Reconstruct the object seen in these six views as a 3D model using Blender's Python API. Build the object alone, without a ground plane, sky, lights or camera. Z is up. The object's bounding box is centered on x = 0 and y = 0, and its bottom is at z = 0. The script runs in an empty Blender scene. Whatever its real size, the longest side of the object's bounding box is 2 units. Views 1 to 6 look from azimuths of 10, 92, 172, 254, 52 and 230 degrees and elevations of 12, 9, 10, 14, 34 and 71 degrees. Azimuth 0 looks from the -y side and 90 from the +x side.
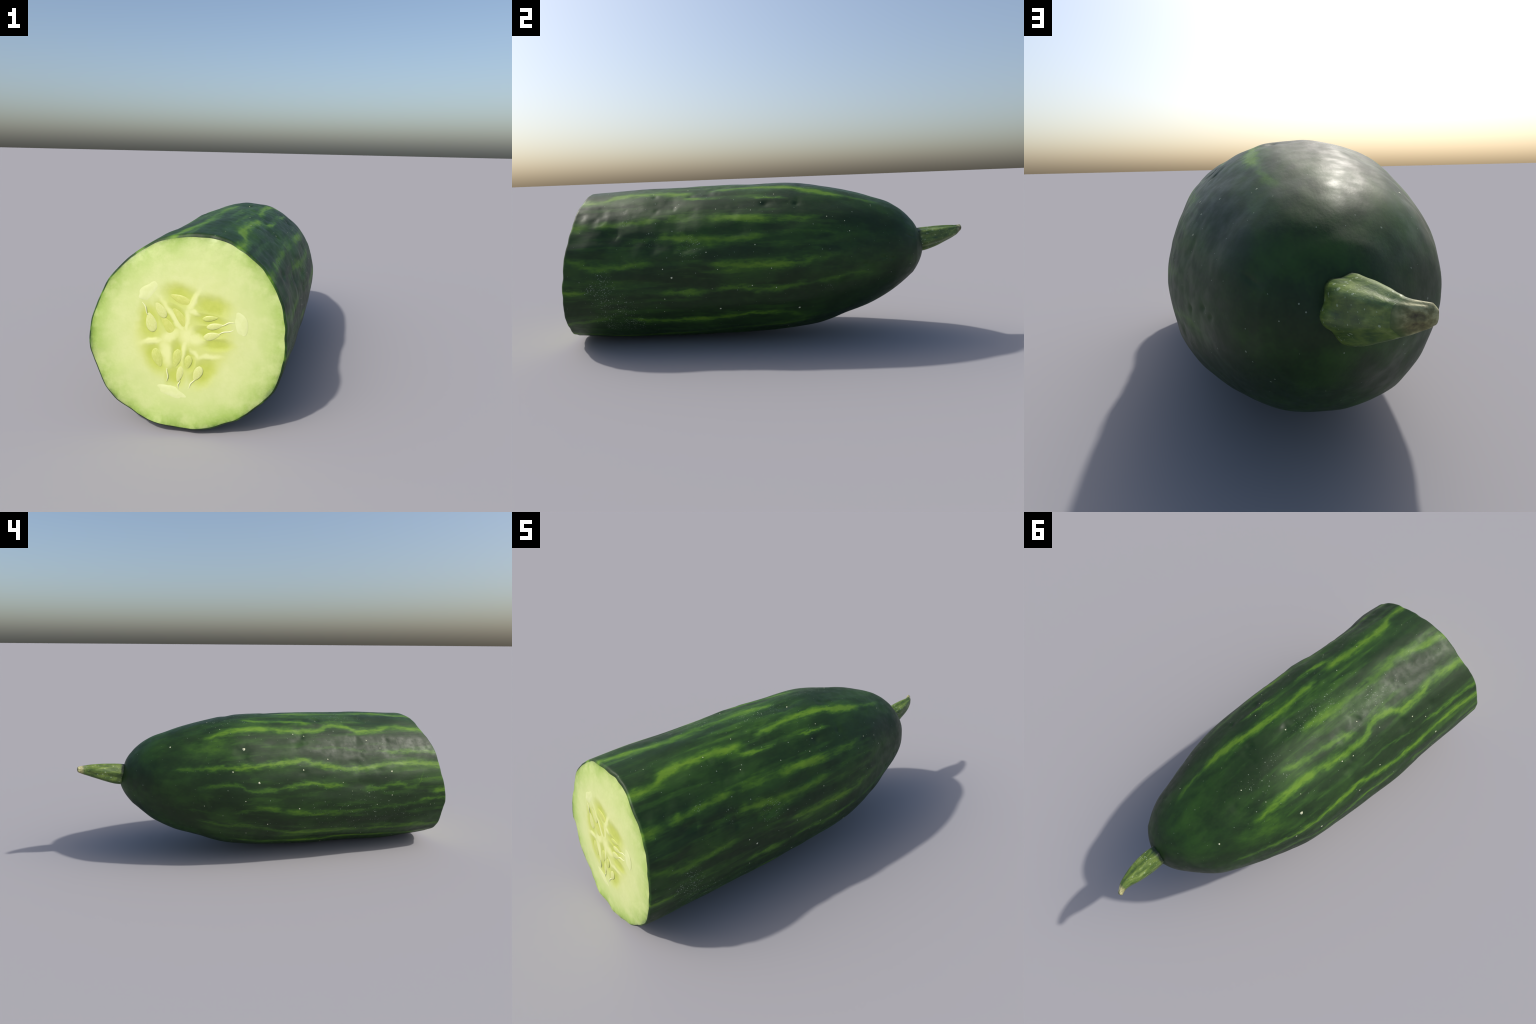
"""A cut cucumber lying on its side: dark striped skin, pale cut face with seed
chambers and seeds, short hooked stem.  The axis runs along y: the cut faces -y,
the stem points to +y."""
import bpy, math, random
import numpy as np
from mathutils import Vector, Matrix, noise

random.seed(7)
TAU = 2 * math.pi

# --------------------------------------------------------------- body profile
# stations along the axis (0 = cut, 1 = shoulder around the stem)
STATION = np.array([0, .12, .27, .42, .57, .70, .80, .88, .94, .975, 1.0])
AXIS_X = np.array([-.0058, -.0091, -.0028, .0076, .0113, .0144, .0202, .0249, .0329, .0434, .0509])
AXIS_Z = np.array([.3782, .3752, .3797, .3868, .3938, .4024, .4125, .4204, .4295, .4322, .4310])
RADIUS = np.array([.3733, .3764, .3767, .3800, .3756, .3549, .3131, .2665, .2190, .1748, .1353])
OVAL_C = np.array([.0210, -.0046, -.0153, -.0090, -.0020, -.0053, -.0065, -.0066, -.0048, -.0027, -.0009])
OVAL_S = np.array([.0180, .0180, .0184, .0114, .0006, -.0114, -.0136, -.0119, -.0090, -.0074, -.0062])
TRI_C = np.array([-.0078, -.0074, -.0052, .0003, .0011, .0013, .0016, .0023, .0039, .0048, .0055])
TRI_S = np.array([-.0096, -.0065, -.0025, -.0025, -.0045, -.0083, -.0096, -.0069, -.0051, -.0036, -.0024])
Y_CUT, Y_NOSE = -.9385, .7261          # plane of the cut, shoulder of the nose
CUT_TILT_X, CUT_TILT_Z = .0468, .1521  # the knife went through at a slant
Z_LIFT = .001
# broad swellings (+) and flats (-): y, angle, reach along y, reach in degrees, height
SWELLS = [(-.58, 336, .36, 20, .017), (-.55, 312, .36, 18, .010), (-.28, 203, .36, 19, .015), (-.35, 184, .30, 13, .009), (-.65, 346, .25, 12, .005),
          (-.45, 234, .35, 13, -.006),
          (.05, 325, .25, 22, .007), (-.50, 60, .45, 20, -.005), (.42, 95, .28, 55, -.002), (-.45, 268, .5, 24, -.005),
          (-.32, 170, .28, 14, .006), (-.94, 15, .07, 38, -.009), (-.30, 20, .30, 9, -.006), (.02, 12, .12, 10, -.005)]


def spline(x, y, xx):
    """smooth cubic through control points"""
    h = np.diff(x); d = np.diff(y) / h
    m = np.zeros_like(y); m[0] = d[0]; m[-1] = d[-1]
    m[1:-1] = (d[:-1] * h[1:] + d[1:] * h[:-1]) / (h[1:] + h[:-1])
    i = np.clip(np.searchsorted(x, xx) - 1, 0, len(x) - 2); t = (xx - x[i]) / h[i]
    return ((2*t**3 - 3*t*t + 1) * y[i] + (t**3 - 2*t*t + t) * h[i] * m[i]
            + (-2*t**3 + 3*t*t) * y[i+1] + (t**3 - t*t) * h[i] * m[i+1])


def section_factor(s, th):
    c2, s2, c3, s3 = [spline(STATION, v, s) for v in (OVAL_C, OVAL_S, TRI_C, TRI_S)]
    return 1 + c2*np.cos(2*th) + s2*np.sin(2*th) + c3*np.cos(3*th) + s3*np.sin(3*th)


def body_point(s, th):
    """undisplaced body surface; s and th are arrays of one shape"""
    r = spline(STATION, RADIUS, s) * section_factor(s, th)
    for sy, sa, ly, la, h in SWELLS:
        q = np.remainder(th - math.radians(sa) + math.pi, TAU) - math.pi
        r = r + h * np.exp(-((Y_CUT + s*(Y_NOSE - Y_CUT) - sy)/ly)**2 - (q/math.radians(la))**2)
    dx, dz = r*np.cos(th), r*np.sin(th)
    y = Y_CUT + s*(Y_NOSE - Y_CUT) + (CUT_TILT_X*dx + CUT_TILT_Z*dz) * np.clip(1 - 2*s, 0, 1)
    return np.stack([spline(STATION, AXIS_X, s) + dx, y, spline(STATION, AXIS_Z, s) + dz + Z_LIFT], -1)


# --------------------------------------------------------------- relief
# dents: y, angle (deg), radius, depth
DENTS = [(.00, 85, .020, .011), (-.27, 110, .024, .008), (.17, 79, .014, .006), (-.35, 62, .018, .006),
         (-.12, 136, .030, .008), (-.46, 134, .034, .008), (-.13, 162, .022, .006), (-.56, 161, .024, .005),
         (.00, 50, .018, .008), (.15, 50, .016, .008), (-.70, 30, .028, .010), (-.51, 20, .032, .010),
         (-.79, 40, .026, .006), (-.85, 45, .026, .005), (-.52, 63, .016, .006), (-.34, 18, .026, .006),
         (.46, 355, .016, .008), (.55, 358, .016, .008), (.59, 355, .014, .007), (.69, 24, .018, .004),
         (-.62, 205, .03, .006), (-.20, 225, .03, .006), (-.40, 250, .03, .006), (.10, 265, .03, .005)]


# many soft shallow dimples, mostly on the upper side
_r = random.Random(23)
DENTS += [(_r.uniform(-.9, .45), _r.gauss(80, 55) % 360, _r.uniform(.022, .045), _r.uniform(.003, .0075)) for _ in range(34)]


def fbm(v, octaves):
    return noise.fractal(v, 1.0, 2.0, octaves, noise_basis='PERLIN_ORIGINAL')


def relief(p, y, th):
    """outward displacement of the skin at a surface point"""
    lumps = .0055 * fbm(Vector((p[0]*5 + 3, p[1]*3.2, p[2]*5)), 2)
    # folds that run round the body, strongest on the +x flank near the cut
    flank = math.exp(-((math.remainder(th - math.radians(25), TAU)) / .50) ** 2) * (1 / (1 + math.exp((y + .30) * 9)))
    folds = fbm(Vector((p[0]*4 + 1, y*8.5, p[2]*5)), 2)
    fine = fbm(Vector((p[0]*14, p[1]*6.5, p[2]*14)), 2)
    d = lumps + .0080 * flank * folds + (.0017 + .0016*flank) * fine
    # lengthwise undulations
    d += .0042 * fbm(Vector((p[0]*11, p[1]*2.2 + 5, p[2]*11)), 2) * (1 / (1 + math.exp((y - .45) * 12)))
    for dy, da, rad, depth in DENTS:
        if abs(y - dy) < 3*rad:
            arc = math.remainder(th - math.radians(da), TAU) * .37
            w = fbm(Vector((p[0]*30, y*30, p[2]*30)), 1)
            q = ((y - dy)**2*(1 + .5*math.sin(da)) + arc*arc*(1 - .4*math.sin(da))) / (rad*rad) * max(.4, 1 + .9*w)
            if q < 9:
                d -= .55 * depth * math.exp(-max(q, 0)*1.3)
    return d


def rim_wave(th):
    """uneven edge left by the knife"""
    c, s = math.cos(th), math.sin(th)
    return .0095 * fbm(Vector((c*2.6, s*2.6, 9.1)), 3)


def rim_round(th):
    """width of the rounded skin edge round the cut; wider along the top"""
    return .008 + .006 * math.exp(-(math.remainder(th - math.radians(84), TAU) / .33) ** 2)


# --------------------------------------------------------------- mesh helper
def grid_mesh(name, rings, close_start=False, close_end=False, flip=False):
    """rings: array (n, m, 3), closed round m"""
    n, m = rings.shape[:2]
    idx = np.arange(n*m).reshape(n, m)
    a, b = idx[:-1], idx[1:]
    a2, b2 = np.roll(a, -1, 1), np.roll(b, -1, 1)
    quads = np.stack([a, a2, b2, b] if not flip else [a, b, b2, a2], -1).reshape(-1, 4)
    faces = quads.tolist(); verts = rings.reshape(-1, 3).tolist()
    for flag, ring, rev in ((close_start, idx[0], True), (close_end, idx[-1], False)):
        if flag:
            verts.append(np.mean(rings.reshape(-1, 3)[ring], 0).tolist()); c = len(verts) - 1
            for k in range(m):
                t = [int(ring[k]), int(ring[(k+1) % m]), c]
                faces.append(t[::-1] if (rev != flip) else t)
    me = bpy.data.meshes.new(name)
    me.from_pydata(verts, [], faces); me.update()
    me.polygons.foreach_set('use_smooth', [True]*len(me.polygons))
    return me


def add(name, me, parent, mat=None):
    ob = bpy.data.objects.new(name, me)
    bpy.context.scene.collection.objects.link(ob)
    ob.parent = parent
    if mat and me is not None and not me.materials:
        me.materials.append(mat)
    return ob


# --------------------------------------------------------------- node helper
class Nodes:
    def __init__(self, name):
        self.mat = bpy.data.materials.new(name); self.mat.use_nodes = True
        self.t = self.mat.node_tree; self.t.nodes.clear()
        out = self.t.nodes.new('ShaderNodeOutputMaterial')
        self.bsdf = self.t.nodes.new('ShaderNodeBsdfPrincipled')
        self.t.links.new(self.bsdf.outputs[0], out.inputs[0])
        self.coord = self.t.nodes.new('ShaderNodeTexCoord').outputs['Object']

    def put(self, sock, v):
        if isinstance(v, bpy.types.NodeSocket):
            self.t.links.new(v, sock)
        elif v is not None:
            sock.default_value = v

    def math(self, op, a, b=None, c=None, clamp=False):
        n = self.t.nodes.new('ShaderNodeMath'); n.operation = op; n.use_clamp = clamp
        for s, v in zip(n.inputs, (a, b, c)):
            self.put(s, v)
        return n.outputs[0]

    def vec(self, op, a, b=None):
        n = self.t.nodes.new('ShaderNodeVectorMath'); n.operation = op
        self.put(n.inputs[0], a); self.put(n.inputs[1], b)
        return n.outputs['Value'] if op in ('LENGTH', 'DISTANCE', 'DOT_PRODUCT') else n.outputs[0]

    def sep(self, v):
        n = self.t.nodes.new('ShaderNodeSeparateXYZ'); self.put(n.inputs[0], v); return n.outputs

    def comb(self, x=0., y=0., z=0.):
        n = self.t.nodes.new('ShaderNodeCombineXYZ')
        for s, v in zip(n.inputs, (x, y, z)):
            self.put(s, v)
        return n.outputs[0]

    def noise(self, v, scale, detail=2., rough=.5):
        n = self.t.nodes.new('ShaderNodeTexNoise'); self.put(n.inputs['Vector'], v)
        n.inputs['Scale'].default_value = scale; n.inputs['Detail'].default_value = detail
        n.inputs['Roughness'].default_value = rough
        return n.outputs[0]

    def smooth(self, v, lo, hi, a=0., b=1.):
        n = self.t.nodes.new('ShaderNodeMapRange'); n.interpolation_type = 'SMOOTHSTEP'
        for s, x in zip(n.inputs, (v, lo, hi, a, b)):
            self.put(s, x)
        return n.outputs[0]

    def ramp(self, v, stops):
        n = self.t.nodes.new('ShaderNodeValToRGB'); self.put(n.inputs[0], v)
        e = n.color_ramp.elements
        while len(e) < len(stops):
            e.new(.5)
        for el, (p, c) in zip(e, stops):
            el.position = p; el.color = (*c, 1)
        return n.outputs[0]

    def mix(self, f, a, b):
        n = self.t.nodes.new('ShaderNodeMix'); n.data_type = 'RGBA'
        self.put(n.inputs[0], f)
        for s, v in ((n.inputs[6], a), (n.inputs[7], b)):
            self.put(s, (*v, 1) if isinstance(v, tuple) else v)
        return n.outputs[2]

    def bump(self, h, strength, dist):
        n = self.t.nodes.new('ShaderNodeBump'); n.inputs['Strength'].default_value = strength
        n.inputs['Distance'].default_value = dist; self.put(n.inputs['Height'], h)
        self.put(self.bsdf.inputs['Normal'], n.outputs[0])

    def spots(self, v, scale, size, keep, seed=0.):
        """small round spots; keep = share of the cells that carry one (value or socket)"""
        n = self.t.nodes.new('ShaderNodeTexVoronoi'); n.inputs['Scale'].default_value = scale
        self.put(n.inputs['Vector'], self.vec('ADD', v, (seed, seed*.7, seed*.3)))
        w = self.sep(n.outputs['Color'])
        rad = self.math('MULTIPLY', w[1], size)
        dot = self.smooth(self.math('SUBTRACT', rad, n.outputs['Distance']), 0., .04)
        return self.math('MULTIPLY', dot, self.math('LESS_THAN', w[0], keep))

    def ellipse(self, xy, p0, p1, width, lo=1.25, hi=.55):
        """soft ellipse mask with its long axis from p0 to p1"""
        dx, dz = p1[0]-p0[0], p1[1]-p0[1]
        n = self.t.nodes.new('ShaderNodeMapping'); n.vector_type = 'TEXTURE'
        self.put(n.inputs[0], xy)
        n.inputs[1].default_value = ((p0[0]+p1[0])/2, (p0[1]+p1[1])/2, 0)
        n.inputs[2].default_value = (0, 0, math.atan2(dz, dx))
        n.inputs[3].default_value = (math.hypot(dx, dz)/2 + width*.35, width, 1)
        return self.smooth(self.vec('LENGTH', n.outputs[0]), lo, hi)

    def finish(self, color, rough, **kw):
        self.put(self.bsdf.inputs['Base Color'], color); self.put(self.bsdf.inputs['Roughness'], rough)
        for k, v in kw.items():
            self.put(self.bsdf.inputs[k.replace('_', ' ')], v)
        return self.mat


# --------------------------------------------------------------- skin material
# each stripe: half width in degrees, course as (y, angle), stretches (y from, y to, strength)
STRIPES = []


def stripe(width, course, *stretches):
    STRIPES.append((course, stretches, width))


stripe(2.3, [(-.25, 69), (.05, 72), (.38, 66), (.56, 68)],
       (-.24, -.05, .8), (-.04, .36, 1), (.38, .52, .45))
stripe(2.6, [(-.95, 66), (-.79, 61), (-.7, 67), (-.33, 65)],
       (-.98, -.8, 1), (-.77, -.36, .95))
stripe(1.5, [(-.38, 61), (-.28, 58), (-.21, 58)],
       (-.38, -.22, .7))
stripe(1.3, [(-.04, 58), (.09, 56)],
       (-.05, .09, .75))
stripe(2.3, [(-.95, 36), (-.57, 39), (-.04, 37), (.18, 37), (.28, 39)],
       (-.98, -.82, .9), (-.77, -.5, .75), (-.46, -.32, .4), (-.24, .02, .85), (.04, .24, .5))
stripe(2.5, [(-.61, 25), (-.4, 26), (-.28, 23), (.05, 24), (.11, 26), (.34, 24)],
       (-.62, -.5, .4), (-.48, -.22, .8), (-.2, 0, .6), (.06, .32, .28))
stripe(2.3, [(-.92, 19), (-.85, 11), (-.76, 8), (-.52, 9), (.1, 3.5), (.29, 6)],
       (-.93, -.86, .3), (-.84, -.52, .6), (-.24, .22, .75), (.22, .32, .35))
stripe(2, [(-.98, 353), (-.27, 347.5), (-.17, 349), (0, 346), (.38, 349), (.46, 348)],
       (-1, -.84, .75), (-.46, -.26, .65), (-.22, .2, .6), (.22, .46, .35))
stripe(1.9, [(-.97, 323), (-.75, 328), (-.4, 324), (.05, 326), (.14, 322)],
       (-1, -.74, .5), (-.62, .06, .75), (.06, .15, .35))
stripe(1.8, [(-.97, 306), (-.46, 301), (-.33, 303), (-.2, 308), (.24, 310)],
       (-1, -.35, .65), (-.32, .2, .5))
stripe(2.9, [(-.95, 102), (-.84, 98), (-.55, 93), (-.45, 95), (-.08, 94)],
       (-.98, -.62, .95), (-.6, -.42, .7), (-.4, -.22, .55), (-.22, -.07, .7))
stripe(2.4, [(-.24, 117), (-.15, 113), (.05, 110), (.14, 107)],
       (-.22, -.04, .7), (-.02, .13, .6))
stripe(2.6, [(-.95, 125), (-.84, 121), (-.7, 119), (-.57, 124), (-.5, 123.5), (-.36, 117), (-.23, 124), (.1, 121.5), (.18, 122), (.35, 127)],
       (-.98, -.68, .75), (-.67, -.26, 1), (-.25, 0, .85), (.02, .22, 1), (.22, .34, .8))
stripe(1.5, [(-.95, 148), (-.8, 144), (-.55, 145), (-.33, 141), (-.2, 141)],
       (-.98, -.58, .7), (-.5, -.2, .35))
stripe(1.9, [(-.95, 158), (-.8, 155), (-.67, 155), (-.37, 159), (-.29, 158), (-.17, 153), (-.1, 152), (.1, 156), (.5, 155)],
       (-.98, -.48, .85), (-.5, .26, 1), (.26, .36, .8), (.36, .5, .45))
stripe(1.8, [(-.8, 171), (-.73, 175), (-.66, 172), (-.53, 175), (-.2, 171), (-.11, 171), (.1, 176), (.16, 175), (.21, 171), (.39, 173)],
       (-.8, -.66, .45), (-.66, -.46, .55), (-.34, -.02, .75), (0, .16, .5), (.17, .38, .5))
stripe(1.8, [(-.98, 179), (-.88, 179)],
       (-1, -.88, .85))
stripe(1.6, [(-.98, 187), (-.88, 185), (-.79, 189)],
       (-1, -.8, .6))
stripe(1.8, [(-.79, 189), (-.22, 194), (-.02, 193), (.06, 190), (.24, 195), (.41, 197)],
       (-.84, -.5, .4), (-.48, .22, .5), (.36, .46, .3))
stripe(2.1, [(-.98, 215), (-.55, 212), (-.2, 215), (-.05, 214), (.07, 210), (.2, 208), (.28, 210), (.41, 209)],
       (-1, -.5, .55), (-.46, 0, .5), (0, .4, .5))
stripe(2.2, [(-.97, 231), (-.76, 227), (-.58, 229), (-.4, 229), (-.25, 232), (.15, 229)],
       (-1, -.7, .7), (-.68, -.1, .8), (-.1, .2, .4))
stripe(2.1, [(-.98, 251), (-.7, 248), (-.4, 251), (-.1, 247), (.2, 250), (.35, 248)],
       (-1, -.45, .7), (-.4, .32, .55))
stripe(2, [(-.98, 268), (-.7, 271), (-.4, 267), (-.1, 270), (.25, 268)],
       (-1, -.6, .5), (-.52, .22, .65))
stripe(1.9, [(-.98, 287), (-.7, 284), (-.45, 288), (-.1, 285), (.2, 288)],
       (-1, -.3, .6), (-.25, .22, .5))
# patches with scattered pale grit: y, angle, half length, half angle, density
GRIT = [(-.76, 352, .08, 14, .55), (-.70, 334, .12, 16, .40), (-.66, 322, .13, 8, .55), (.28, 341, .03, 5, .6),
        (-.34, 18, .06, 9, .45), (-.52, 26, .04, 6, .4), (-.65, 42, .03, 5, .4), (-.15, 88, .16, 9, .3),
        (-.42, 104, .14, 8, .25), (.20, 104, .15, 12, .12), (-.50, 195, .35, 20, .07)]


def skin_material():
    n = Nodes('cucumber_skin')
    x, y, z = n.sep(n.coord)
    dx = n.math('SUBTRACT', x, n.math('MULTIPLY_ADD', y, .026, .011))
    dz = n.math('SUBTRACT', z, n.math('MULTIPLY_ADD', y, .035, .397))
    ang = n.math('MULTIPLY', n.math('ARCTAN2', dz, dx), 180/math.pi)
    stretched = n.vec('MULTIPLY', n.coord, (1, .35, 1))
    sway = n.math('SUBTRACT', n.noise(n.coord, 9., 2), .5)
    ragged = n.math('SUBTRACT', n.noise(stretched, 55., 3, .65), .5)
    ang = n.math('ADD', ang, n.math('ADD', n.math('MULTIPLY', sway, 4.0), n.math('MULTIPLY', ragged, 7.0)))
    y3 = n.comb(y, y, y)
    total = None
    for course, spans, width in STRIPES:
        a0 = sum(a for _, a in course) / len(course)
        cn = n.t.nodes.new('ShaderNodeVectorCurve'); n.put(cn.inputs['Vector'], y3)
        cm = cn.mapping
        def level(p):
            return max(s * max(0., min(1., (p - y0 + .05)/.08, (y1 + .05 - p)/.08)) for y0, y1, s in spans)
        ends = sorted({round(max(-1., min(1., e + d)), 3) for y0, y1, _ in spans for e in (y0, y1) for d in (-.05, .03, -.03, .05)})
        flat = [(p, level(p)) for k, p in enumerate(ends) if k == 0 or p - ends[k-1] > .006]
        # between two stretches the stripe thins out but does not vanish
        flat = [(p, max(v, .22*max(s for _, _, s in spans)) if 0 < k < len(flat)-1 else v) for k, (p, v) in enumerate(flat)]
        for curve, pts, kind in ((cm.curves[0], [(p, (a - a0)/30) for p, a in course], 'AUTO'),
                                 (cm.curves[1], flat, 'VECTOR')):
            while len(curve.points) < len(pts):
                curve.points.new(0, 0)
            for cp, (px, py) in zip(curve.points, pts):
                cp.location = (px, py); cp.handle_type = kind
        cm.update()
        cx, cs, _ = n.sep(cn.outputs[0])
        off = n.math('MULTIPLY_ADD', cx, -30., n.math('SUBTRACT', ang, a0))
        off = n.math('DIVIDE', n.math('WRAP', off, 180., -180.), width * 1.02)
        g = n.math('POWER', n.math('MULTIPLY_ADD', off, off, 1.), -1.15)
        g = n.math('MULTIPLY', g, cs)
        total = g if total is None else n.math('SMOOTH_MAX', total, g, .12)
    cloud = n.noise(stretched, 7., 3, .6)
    # broad pale patch on the upper -x side towards the stem
    py = n.math('DIVIDE', n.math('SUBTRACT', y, .33), .24)
    pa = n.math('DIVIDE', n.math('WRAP', n.math('SUBTRACT', ang, 138.), 180., -180.), 17.)
    patch = n.smooth(n.math('SQRT', n.math('MULTIPLY_ADD', py, py, n.math('MULTIPLY', pa, pa))), 1.2, .0)
    total = n.math('MAXIMUM', total, n.math('MULTIPLY', n.math('POWER', patch, 1.3), n.smooth(cloud, .25, .75, .42, .85)))
    mott = n.noise(stretched, 26., 4, .62)
    total = n.math('MULTIPLY', total, n.smooth(mott, .2, .75, .62, 1.2))
    total = n.math('ADD', total, n.smooth(cloud, .38, .72, 0., .26))
    # faint long veins between the stripes
    vein = n.noise(n.vec('MULTIPLY', n.coord, (1, .09, 1)), 24., 3, .55)
    vein = n.math('MULTIPLY', n.smooth(vein, .50, .66), n.smooth(y, .55, .15, 0., .20))
    total = n.math('MAXIMUM', total, n.math('MULTIPLY_ADD', vein, n.smooth(mott, .3, .7, .5, 1.3), n.math('MULTIPLY', total, .92)))
    total = n.math('ADD', total, n.math('MULTIPLY', n.math('SUBTRACT', n.noise(stretched, 150., 3), .5), .16), clamp=True)
    col = n.ramp(total, [(.0, (.0075, .0205, .0045)), (.14, (.0120, .0350, .0062)), (.32, (.0220, .0640, .0085)),
                         (.60, (.0510, .1280, .0095)), (1.0, (.1020, .2050, .0130))])
    # pale grit and breathing pores
    dens = None
    for gy, ga, ly, la, d in GRIT:
        q1 = n.math('DIVIDE', n.math('SUBTRACT', y, gy), ly)
        q2 = n.math('DIVIDE', n.math('WRAP', n.math('SUBTRACT', ang, ga), 180., -180.), la)
        m = n.math('MULTIPLY', n.smooth(n.math('MULTIPLY_ADD', q1, q1, n.math('MULTIPLY', q2, q2)), 1.3, .1), d)
        dens = m if dens is None else n.math('MAXIMUM', dens, m)
    clump = n.smooth(n.noise(n.coord, 24., 3, .7), .38, .66, .1, 1.5)
    dens = n.math('ADD', n.math('MULTIPLY', dens, clump), .006)
    grit = n.math('MAXIMUM', n.spots(n.coord, 140., .42, n.math('MULTIPLY', dens, .7), 1.3),
                  n.spots(n.coord, 260., .48, dens, 4.1))
    col = n.mix(n.math('MULTIPLY', grit, .5), col, (.34, .40, .30))
    rough = n.smooth(n.noise(n.coord, 30., 3), .3, .7, .47, .58)
    wrinkle = n.noise(n.vec('MULTIPLY', n.coord, (1, .45, 1)), 75., 4, .6)
    n.bump(n.math('MULTIPLY_ADD', grit, .35, wrinkle), .12, .004)
    return n.finish(col, rough, Specular_IOR_Level=.31)


# --------------------------------------------------------------- cut face
CX0, CZ0 = AXIS_X[0], AXIS_Z[0] + Z_LIFT
CHAMBERS = [((-.095, .535), (.015, .512), .040), ((.025, .498), (.145, .475), .040), ((-.165, .480), (-.138, .350), .040),
            ((-.125, .490), (-.050, .375), .026), ((-.070, .485), (-.005, .400), .026), ((.020, .445), (.140, .425), .028),
            ((.020, .385), (.125, .395), .032), ((.050, .345), (.160, .348), .024), ((-.150, .335), (-.100, .235), .040),
            ((-.040, .355), (-.042, .250), .026), ((.000, .315), (.010, .240), .024), ((.090, .285), (.030, .195), .042),
            ((-.060, .250), (-.040, .185), .035)]
MEMBRANES = [((-.012, .381), (-.100, .492), .009), ((-.004, .467), (.031, .540), .009), ((-.012, .381), (-.004, .467), .009),
             ((-.040, .385), (-.101, .353), .014), ((-.101, .353), (-.180, .338), .009), ((-.012, .368), (-.021, .287), .009),
             ((.009, .320), (.039, .298), .007), ((.039, .298), (.120, .304), .009), ((-.093, .345), (-.075, .270), .018),
             ((-.010, .375), (.050, .355), .018), ((-.020, .378), (.005, .372), .030), ((.0, .470), (.03, .455), .008)]
SEEDS = [((-.156, .446), (-.136, .386), .032, 0), ((-.130, .487), (-.091, .442), .026, 0), ((-.104, .437), (-.063, .374), .036, 2),
         ((-.064, .470), (-.011, .412), .028, 2), ((-.069, .519), (.002, .492), .026, 2), ((-.128, .314), (-.106, .256), .032, 1),
         ((-.041, .317), (-.045, .258), .027, 1), ((.002, .297), (-.001, .255), .023, 1), ((-.026, .259), (-.033, .202), .021, 0),
         ((.048, .258), (.027, .212), .026, 0), ((.071, .408), (.124, .423), .018, 0), ((.061, .369), (.113, .388), .022, 0),
         ((.054, .440), (.104, .447), .016, 1)]
STRINGS = [((-.180, .490), (-.158, .443)), ((-.031, .204), (-.034, .174)), ((.027, .214), (.002, .174)),
           ((.120, .421), (.170, .435)), ((.110, .387), (.168, .407)), ((-.078, .248), (-.077, .198))]
PADS = [((-.192, .500), (-.125, .560), .024, .008), ((.180, .475), (.207, .388), .026, -.010), ((-.112, .178), (-.004, .147), .020, -.006)]


def ellipse_value(px, pz, p0, p1, w):
    ax, az = p1[0]-p0[0], p1[1]-p0[1]; L = math.hypot(ax, az)
    ux, uz = ax/L, az/L
    qx, qz = px - (p0[0]+p1[0])/2, pz - (p0[1]+p1[1])/2
    return np.hypot((qx*ux + qz*uz) / (L/2 + w*.35), (-qx*uz + qz*ux) / w)


def smooth_np(v, lo, hi):
    t = np.clip((v - lo)/(hi - lo), 0, 1); return t*t*(3 - 2*t)


def face_depth(px, pz):
    """how far the cut face lies in (+) from the knife plane: chambers sunk, membranes up"""
    ch = np.zeros_like(px)
    for c in CHAMBERS:
        ch = np.maximum(ch, smooth_np(ellipse_value(px, pz, *c), 1.2, .4))
    for m in MEMBRANES:
        ch = ch * (1 - .8*smooth_np(ellipse_value(px, pz, *m), 1.6, .5))
    return .0026 * ch


def face_y(px, pz):
    bow = 1 - ((px - CX0)**2 + (pz - CZ0)**2) / .365**2      # the face bows out, most above the middle
    bow = np.maximum(bow, 0) * (.0095 + .03*(pz - CZ0))
    return Y_CUT + CUT_TILT_X*(px - CX0) + CUT_TILT_Z*(pz - CZ0) - bow


FACE_N = Vector((CUT_TILT_X, -1, CUT_TILT_Z)).normalized()


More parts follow.
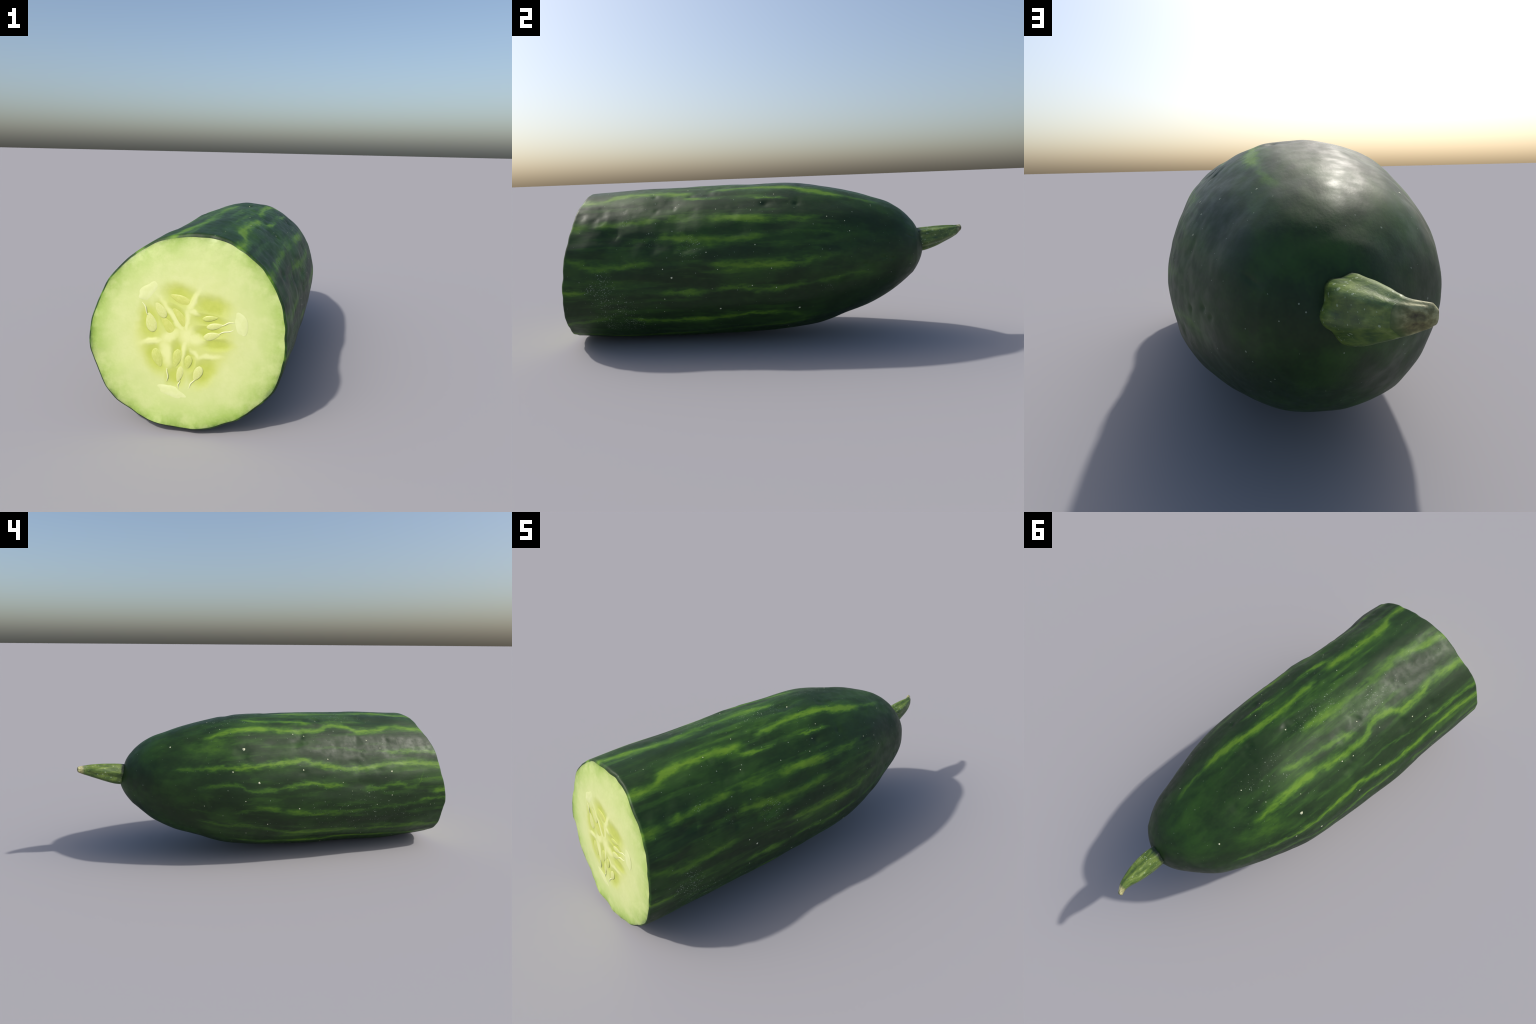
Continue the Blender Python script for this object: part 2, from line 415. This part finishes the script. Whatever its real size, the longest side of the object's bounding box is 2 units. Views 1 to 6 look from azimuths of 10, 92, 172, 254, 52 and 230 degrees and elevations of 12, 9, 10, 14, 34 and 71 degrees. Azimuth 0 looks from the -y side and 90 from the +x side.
def flesh_material():
    n = Nodes('cucumber_flesh')
    x, _, z = n.sep(n.coord)
    xy = n.comb(x, z, 0.)
    dx, dz = n.math('SUBTRACT', x, float(CX0)), n.math('SUBTRACT', z, float(CZ0))
    th = n.math('ARCTAN2', dz, dx)
    fac = 1.
    for k, (c, s) in ((2, (OVAL_C[0], OVAL_S[0])), (3, (TRI_C[0], TRI_S[0]))):
        t = n.math('MULTIPLY', th, float(k))
        fac = n.math('MULTIPLY_ADD', n.math('COSINE', t), float(c), fac)
        fac = n.math('MULTIPLY_ADD', n.math('SINE', t), float(s), fac)
    r = n.math('DIVIDE', n.math('SQRT', n.math('MULTIPLY_ADD', dx, dx, n.math('MULTIPLY', dz, dz))),
               n.math('MULTIPLY', fac, float(RADIUS[0])))
    w1 = n.math('SUBTRACT', n.noise(n.coord, 14., 3), .5)
    r = n.math('MULTIPLY_ADD', w1, .055, r)
    col = n.ramp(r, [(.0, (.50, .545, .205)), (.50, (.52, .57, .23)), (.68, (.48, .55, .215)), (.80, (.41, .505, .165)),
                     (.92, (.29, .41, .09)), (.965, (.20, .31, .05)), (.99, (.06, .13, .02))])
    cloud = n.noise(n.coord, 13., 5, .65)
    col = n.mix(n.smooth(cloud, .35, .72, 0., .5), col, (.57, .605, .29))
    fibre = n.noise(n.coord, 60., 3, .6)
    col = n.mix(n.smooth(fibre, .35, .8, 0., .22), col, (.45, .53, .20))
    ch = None
    warp = n.vec('MULTIPLY', n.vec('SUBTRACT', n.comb(n.noise(n.coord, 30., 2), n.noise(n.vec('ADD', n.coord, (3., 1., 2.)), 30., 2), .5),
                                   (.5, .5, .5)), (.022, .022, 0))
    xyw = n.vec('ADD', xy, warp)
    for c in CHAMBERS:
        e = n.ellipse(xyw, c[0], c[1], c[2]*1.12, lo=1.35, hi=.25)
        ch = e if ch is None else n.math('MAXIMUM', ch, e)
    core = n.ellipse(xyw, (-.02, .46), (-.02, .27), .20, lo=1.05, hi=.75)
    mem = None
    for m in MEMBRANES:
        e = n.ellipse(xyw, *m, lo=1.8, hi=.3)
        mem = e if mem is None else n.math('MAXIMUM', mem, e)
    col = n.mix(n.math('MULTIPLY', core, .75), col, (.49, .535, .15))
    streak = n.noise(n.coord, 42., 3, .6)
    pulp = n.mix(streak, (.36, .42, .060), (.465, .515, .105))
    col = n.mix(n.math('MULTIPLY', ch, 1.), col, pulp)
    col = n.mix(n.math('MULTIPLY', mem, .8), col, (.63, .66, .30))
    grain = n.noise(n.coord, 90., 3, .6)
    n.bump(grain, .15, .004)
    return n.finish(col, .42, Specular_IOR_Level=.35, Subsurface_Weight=.0)


def simple_material(name, c0, c1, scale, rough, bump=.1):
    n = Nodes(name)
    v = n.noise(n.coord, scale, 3, .6)
    n.bump(v, bump, .003)
    return n.finish(n.mix(n.smooth(v, .3, .7), c0, c1), rough)


# --------------------------------------------------------------- stem
STEM_Y = np.array([.72, .76, .81, .86, .91, .945, .970, .992])
STEM_X = np.array([.047, .042, .042, .036, .030, .025, .017, .000])
STEM_Z = np.array([.452, .460, .467, .476, .488, .495, .501, .509])
STEM_RX = np.array([.046, .046, .047, .042, .035, .024, .018, .012])
STEM_RZ = np.array([.057, .0565, .055, .049, .0385, .030, .0235, .016])


def stem_material(tip):
    n = Nodes('dry_stem_tip' if tip else 'cucumber_stem')
    x, y, z = n.sep(n.coord)
    # coordinates that follow the stem: across the axis and squeezed along it
    ax = n.math('SUBTRACT', x, n.math('MULTIPLY_ADD', n.math('SUBTRACT', y, .76), -.12, .043))
    az = n.math('SUBTRACT', z, n.math('MULTIPLY_ADD', n.math('SUBTRACT', y, .76), .21, .463))
    p = n.comb(ax, n.math('MULTIPLY', y, .16), az)
    streak = n.noise(p, 75., 4, .6)
    blot = n.noise(n.coord, 28., 3, .6)
    if tip:
        col = n.ramp(n.math('MULTIPLY_ADD', streak, .5, n.math('MULTIPLY', blot, .5)),
                     [(.36, (.05, .04, .018)), (.47, (.17, .16, .06)), (.58, (.38, .37, .18))])
        col = n.mix(n.smooth(n.math('MULTIPLY_ADD', blot, .03, y), .998, .976), col, (.06, .10, .022))
        n.bump(streak, .4, .005)
        return n.finish(col, .6)
    col = n.ramp(n.math('MULTIPLY_ADD', blot, .35, n.math('MULTIPLY', streak, .65)),
                 [(.32, (.026, .060, .012)), (.46, (.062, .112, .017)), (.56, (.115, .176, .027)), (.68, (.21, .28, .075))])
    collar_mask = n.smooth(n.math('MULTIPLY_ADD', blot, .03, y), .803, .778)      # dark skin collar creeps on to the stem
    col = n.mix(n.math('MULTIPLY', collar_mask, .85), col, (.008, .02, .009))
    spots = n.math('MAXIMUM', n.spots(n.vec('MULTIPLY', n.coord, (1, .6, 1)), 125., .45, .30, 2.2), n.spots(n.coord, 220., .4, .12, 5.))
    col = n.mix(n.math('MULTIPLY', spots, .6), col, (.34, .42, .26))
    n.bump(n.math('MULTIPLY_ADD', spots, .3, streak), .5, .004)
    return n.finish(col, .42)


# --------------------------------------------------------------- build
def build_skin(root):
    M = 512
    th = np.arange(M) * TAU / M
    s = np.concatenate([np.linspace(0.0, .70, 250)[1:], np.linspace(.70, 1.0, 130)[1:]])
    S, T = np.meshgrid(s, th, indexing='ij')
    P = body_point(S, T)
    # normals of the smooth body
    du = np.roll(P, -1, 1) - np.roll(P, 1, 1); dv = np.gradient(P, axis=0)
    N = np.cross(du, dv); N /= np.linalg.norm(N, axis=-1, keepdims=True)
    N[((P[..., 0]-AXIS_X[3])*N[..., 0] + (P[..., 2]-AXIS_Z[3])*N[..., 2]).mean(-1) < 0] *= -1
    D = np.zeros(S.shape)
    for i in range(S.shape[0]):
        for j in range(M):
            D[i, j] = relief(P[i, j], P[i, j, 1], th[j])
    # seam at th = 0: blend the flank folds so that they close
    P = P + N * D[..., None]
    wave = np.array([rim_wave(t) for t in th]); rr = np.array([rim_round(t) for t in th])
    fade = np.clip(1 - s/.06, 0, 1)[:, None]
    P[..., 1] += wave[None, :] * fade
    # rounded edge between the skin and the cut
    e0 = body_point(np.zeros(M), th)
    d0 = D[0]
    out = np.stack([np.cos(th), 0*th, np.sin(th)], -1)
    edge = e0 + out * d0[:, None]; edge[:, 1] += wave
    keep = []
    # pull the first rings inwards along a quarter round
    dist = (s * (Y_NOSE - Y_CUT))[:, None]
    t = np.clip(dist / (rr[None, :] * 1.1), 0, 1)
    inset = rr[None, :] * (1 - np.sqrt(np.clip(1 - (1 - t)**2, 0, 1)))
    P = P - out[None] * inset[..., None]
    lip = edge - out * rr[:, None]
    rings = [lip + Vector((0, .0005, 0)), lip + out * (rr*.10)[:, None] + np.array([0, .0008, 0])]
    P = np.concatenate([np.stack(rings), P])
    # shoulder cap that closes on the stem
    last = P[-1]; cap = []
    c1 = np.array([.043, .774, .4625])
    lc = last.mean(0)
    for k in range(1, 15):
        q = k/14
        f = 1 - q*.72
        ring = lc + (last - lc)*f
        c = np.array([0, 0, 0]) + (c1 - lc) * np.array([q, 0, q])
        ring = ring + c
        ring[:, 1] = last[:, 1]*(1 - q) + lc[1]*q + .047*(1 - .28*np.sin(th))*(1 - (1 - q)**1.75)
        cap.append(ring)
    P = np.concatenate([P, np.stack(cap)])
    me = grid_mesh('skin', P, close_end=True, flip=True)
    ob = add('skin', me, root, skin_material())
    return ob, lip, P


def build_flesh(root, lip):
    M = len(lip); NR = 150
    f = np.linspace(0, 1, NR + 1)[1:][::-1]
    c = np.array([CX0, 0, CZ0])
    X = CX0 + (lip[:, 0] - CX0)[None]*f[:, None]; Z = CZ0 + (lip[:, 2] - CZ0)[None]*f[:, None]
    lipdev = lip[:, 1] - face_y(lip[:, 0], lip[:, 2])
    Y = face_y(X, Z) + face_depth(X, Z) + lipdev[None]*(f[:, None]**14)
    for i in range(NR):
        for j in range(M):
            Y[i, j] += .0016*f[i]*(1 - f[i]**12)*fbm(Vector((X[i, j]*9, 1.7, Z[i, j]*9)), 3)
    # rim slips just under the skin's lip
    P = np.stack([X, Y, Z], -1)
    me = grid_mesh('flesh', P, close_end=True, flip=False)
    return add('flesh', me, root, flesh_material())


def face_matrix(p0, p1, out):
    """frame on the cut face: x along p0 -> p1, z outwards"""
    mx, mz = (p0[0]+p1[0])/2, (p0[1]+p1[1])/2
    mid = Vector((mx, face_y(mx, mz), mz)) + FACE_N*out
    a = Vector((p0[0], face_y(*p0), p0[1])); b = Vector((p1[0], face_y(*p1), p1[1]))
    ex = (b - a).normalized(); ey = FACE_N.cross(ex)
    m = Matrix((ex, ey, FACE_N)).transposed().to_4x4(); m.translation = mid
    return m, (b - a).length


def seed_mesh():
    """tear drop of unit length, width and thickness; the thin end at +x"""
    n, m = 28, 28
    rings = np.zeros((n, m, 3)); t = np.linspace(.02, .985, n); a = np.arange(m)*TAU/m
    for i, q in enumerate(t):
        w = math.sin(math.pi*q**.88)**.62 * (1 - .30*q) * .56
        rings[i] = np.stack([0*a + q - .5, w*np.cos(a), w*np.sin(a)], -1)
    return grid_mesh('seed', rings, True, True)


def build_seeds(flesh):
    mats = [simple_material('seed_coat', (.49, .53, .17), (.54, .57, .225), 9., .38),
            simple_material('seed_in_jelly', (.43, .48, .11), (.49, .53, .15), 6., .38),
            simple_material('sunken_seed', (.44, .48, .10), (.49, .52, .135), 6., .38)]
    meshes = []
    for mt in mats:
        me = seed_mesh(); me.materials.append(mt); meshes.append(me)
    for k, (p0, p1, w, kind) in enumerate(SEEDS):
        # the thin end looks at the pad: outwards from the middle
        c = Vector((-.012, .375))
        if (Vector(p0) - c).length > (Vector(p1) - c).length:
            p0, p1 = p1, p0
        m, L = face_matrix(p0, p1, (-.0016, -.0021, -.0028)[kind])
        ob = bpy.data.objects.new('seed', meshes[kind])
        bpy.context.scene.collection.objects.link(ob); ob.parent = flesh
        ob.matrix_world = m @ Matrix.Rotation(random.uniform(-.12, .12), 4, 'Z') @ Matrix.Diagonal((L*1.18, w*1.35, .0055, 1))
    smat = simple_material('seed_string', (.60, .63, .31), (.66, .68, .40), 40., .4)
    for p0, p1 in STRINGS:
        m, L = face_matrix(p0, p1, -.0014)
        n, r = 14, 12
        a = np.arange(r)*TAU/r; t = np.linspace(0, 1, n); rings = np.zeros((n, r, 3))
        ph = random.uniform(0, 6)
        for i, q in enumerate(t):
            w = .0030*(.35 + .65*math.sin(math.pi*min(.97, max(.03, q))))
            rings[i] = np.stack([0*a + (q - .5)*L, w*np.cos(a) + .0022*math.sin(q*7 + ph), w*np.sin(a)*1.1], -1)
        ob = add('seed_string', grid_mesh('seed_string', rings, True, True), flesh, smat)
        ob.matrix_world = m
    pmat = simple_material('pale_pad', (.54, .59, .255), (.58, .625, .30), 30., .45)
    for p0, p1, w, bend in PADS:
        m, L = face_matrix(p0, p1, .0008)
        r, n = 64, 8
        a = np.arange(r)*TAU/r; rings = np.zeros((n, r, 3))
        ph = random.uniform(0, 6)
        for i in range(n):
            q = 1 - i/n
            lobe = 1 + .10*np.sin(3*a + ph) + .06*np.sin(5*a + 2*ph)
            px = np.cos(a)*q*L/2*lobe; pw = np.sin(a)*q*w*lobe
            rings[i] = np.stack([px, pw + bend*(2*px/L)**2, 0*a + .0014*(1 - q**3) - .0011], -1)
        ob = add('placenta_pad', grid_mesh('placenta_pad', rings, False, True), flesh, pmat)
        ob.matrix_world = m


def build_stem(root):
    M = 64
    a = np.arange(M)*TAU/M
    yy = np.concatenate([np.linspace(.735, .96, 90), np.linspace(.96, .992, 26)[1:]])
    X, Z, RX, RZ = [spline(STEM_Y, v, yy) for v in (STEM_X, STEM_Z, STEM_RX, STEM_RZ)]
    rings = np.zeros((len(yy), M, 3))
    for i, y in enumerate(yy):
        for j in range(M):
            c, s = math.cos(a[j]), math.sin(a[j])
            ridge = .065*math.sin(6*a[j] + 1.0 + 3*y) * (1 - .5*(y > .95))
            lump = .07*fbm(Vector((c*1.5, y*9, s*1.5)), 2)
            k = 1 + (ridge + lump)
            rings[i, j] = (X[i] + RX[i]*k*c, y, Z[i] + RZ[i]*k*s)
    # slanting dry end
    split = int(np.searchsorted(yy, .962))
    stem = add('stem', grid_mesh('stem', rings[:split + 1], True, False, flip=True), root, stem_material(False))
    tip = list(rings[split:])
    last = tip[-1]; c = last.mean(0)
    for q, dy in ((.85, .0035), (.6, .0062), (.3, .0076)):
        r = c + (last - c)*q; r[:, 1] = c[1] + dy; tip.append(r)
    add('stem_tip', grid_mesh('stem_tip', np.stack(tip), False, True, flip=True), stem, stem_material(True))


# pale pores: y, angle, size class
PORES = [(.17, 141, 10), (.53, 127, 8), (.11, 169, 8), (.24, 160, 7), (-.13, 160, 6), (-.63, 162, 8), (-.63, 182, 6),
         (-.27, 151, 5), (-.11, 127, 5), (-.17, 129, 5), (-.52, 134, 5), (.18, 184, 5), (.38, 191, 4), (-.54, 189, 4),
         (.06, 205, 5), (.27, 118, 4), (.12, 112, 3), (.32, 101, 5), (-.59, 141, 4), (-.59, 167, 3), (-.39, 177, 3),
         (-.34, 170, 4), (-.10, 190, 5), (-.15, 209, 4), (-.50, 220, 5), (.16, 217, 4), (-.26, 199, 3), (-.87, 191, 4),
         (-.37, 73, 5), (.05, 61, 5), (-.01, 52, 5), (-.06, 44, 5), (-.22, 46, 4), (-.42, 358, 8), (-.21, 333, 6),
         (.15, 328, 6), (.39, 26, 5), (.37, 35, 4), (.51, 60, 4), (-.46, 343, 5), (-.47, 333, 4), (-.41, 51, 4),
         (-.42, 49, 3), (-.06, 349, 5), (.05, 346, 4), (.03, 0, 4), (-.21, 2, 4), (-.46, 4, 4), (.29, 38, 4), (-.04, 17, 5),
         (-.26, 14, 5), (-.12, 355, 3), (.01, 354, 3), (-.24, 349, 4), (-.77, 75, 4), (-.53, 67, 5), (.13, 128, 4),
         (.32, 78, 3), (.51, 57, 3), (.00, 86, 7), (-.27, 111, 4), (-.30, 240, 6), (.05, 255, 5), (-.60, 262, 5), (-.15, 280, 6),
         (-.75, 238, 5), (.22, 236, 4), (-.45, 292, 5), (.10, 298, 5)]


def build_pores(root, skin, P):
    """low pale warts set in the skin, joined into one part"""
    pts = P.reshape(-1, 3)
    cy = P[..., 1]
    th = np.degrees(np.arctan2(P[..., 2] - .397 - .035*cy, P[..., 0] - .011 - .026*cy)) % 360
    me0 = skin.data
    nrm = np.zeros((len(me0.vertices), 3)); me0.vertices.foreach_get('normal', nrm.ravel())
    verts, faces = [], []
    n, r = 5, 14
    for y, ang, size in PORES:
        d = np.abs(cy - y) + np.abs((th - ang + 180) % 360 - 180)*.0066
        k = int(d.argmin()); p = Vector(pts[k]); nn = Vector(nrm[k])
        ex = nn.orthogonal().normalized(); ey = nn.cross(ex)
        rad = .00076*size*random.uniform(.85, 1.15); sx = random.uniform(.8, 1.3); base = len(verts)
        for i in range(n):
            q = 1 - i/n; h = rad*.38*(1 - q*q) - .0007
            for j in range(r):
                a = j*TAU/r; w = 1 + .12*math.sin(3*a + size)
                verts.append(p + ex*math.cos(a)*rad*q*sx*w + ey*math.sin(a)*rad*q*w + nn*h)
        verts.append(p + nn*(rad*.38 - .0007)); top = len(verts) - 1
        for i in range(n - 1):
            for j in range(r):
                j2 = (j+1) % r
                faces.append((base+i*r+j, base+i*r+j2, base+(i+1)*r+j2, base+(i+1)*r+j))
        for j in range(r):
            faces.append((base+(n-1)*r+j, base+(n-1)*r+(j+1) % r, top))
    me = bpy.data.meshes.new('pore'); me.from_pydata(verts, [], faces); me.update()
    me.polygons.foreach_set('use_smooth', [True]*len(me.polygons))
    ob = add('pore', me, root, simple_material('pale_pore', (.44, .47, .29), (.60, .60, .43), 60., .6))
    ob['kind'] = 'stuff'


root = add('cucumber', None, None)
root['label'] = 'half cucumber with dark green striped skin, pale cut face and stem'
root['category'] = 'vegetable'
skin, lip, P = build_skin(root)
flesh = build_flesh(root, lip)
build_seeds(flesh)
build_stem(root)
build_pores(root, skin, P)
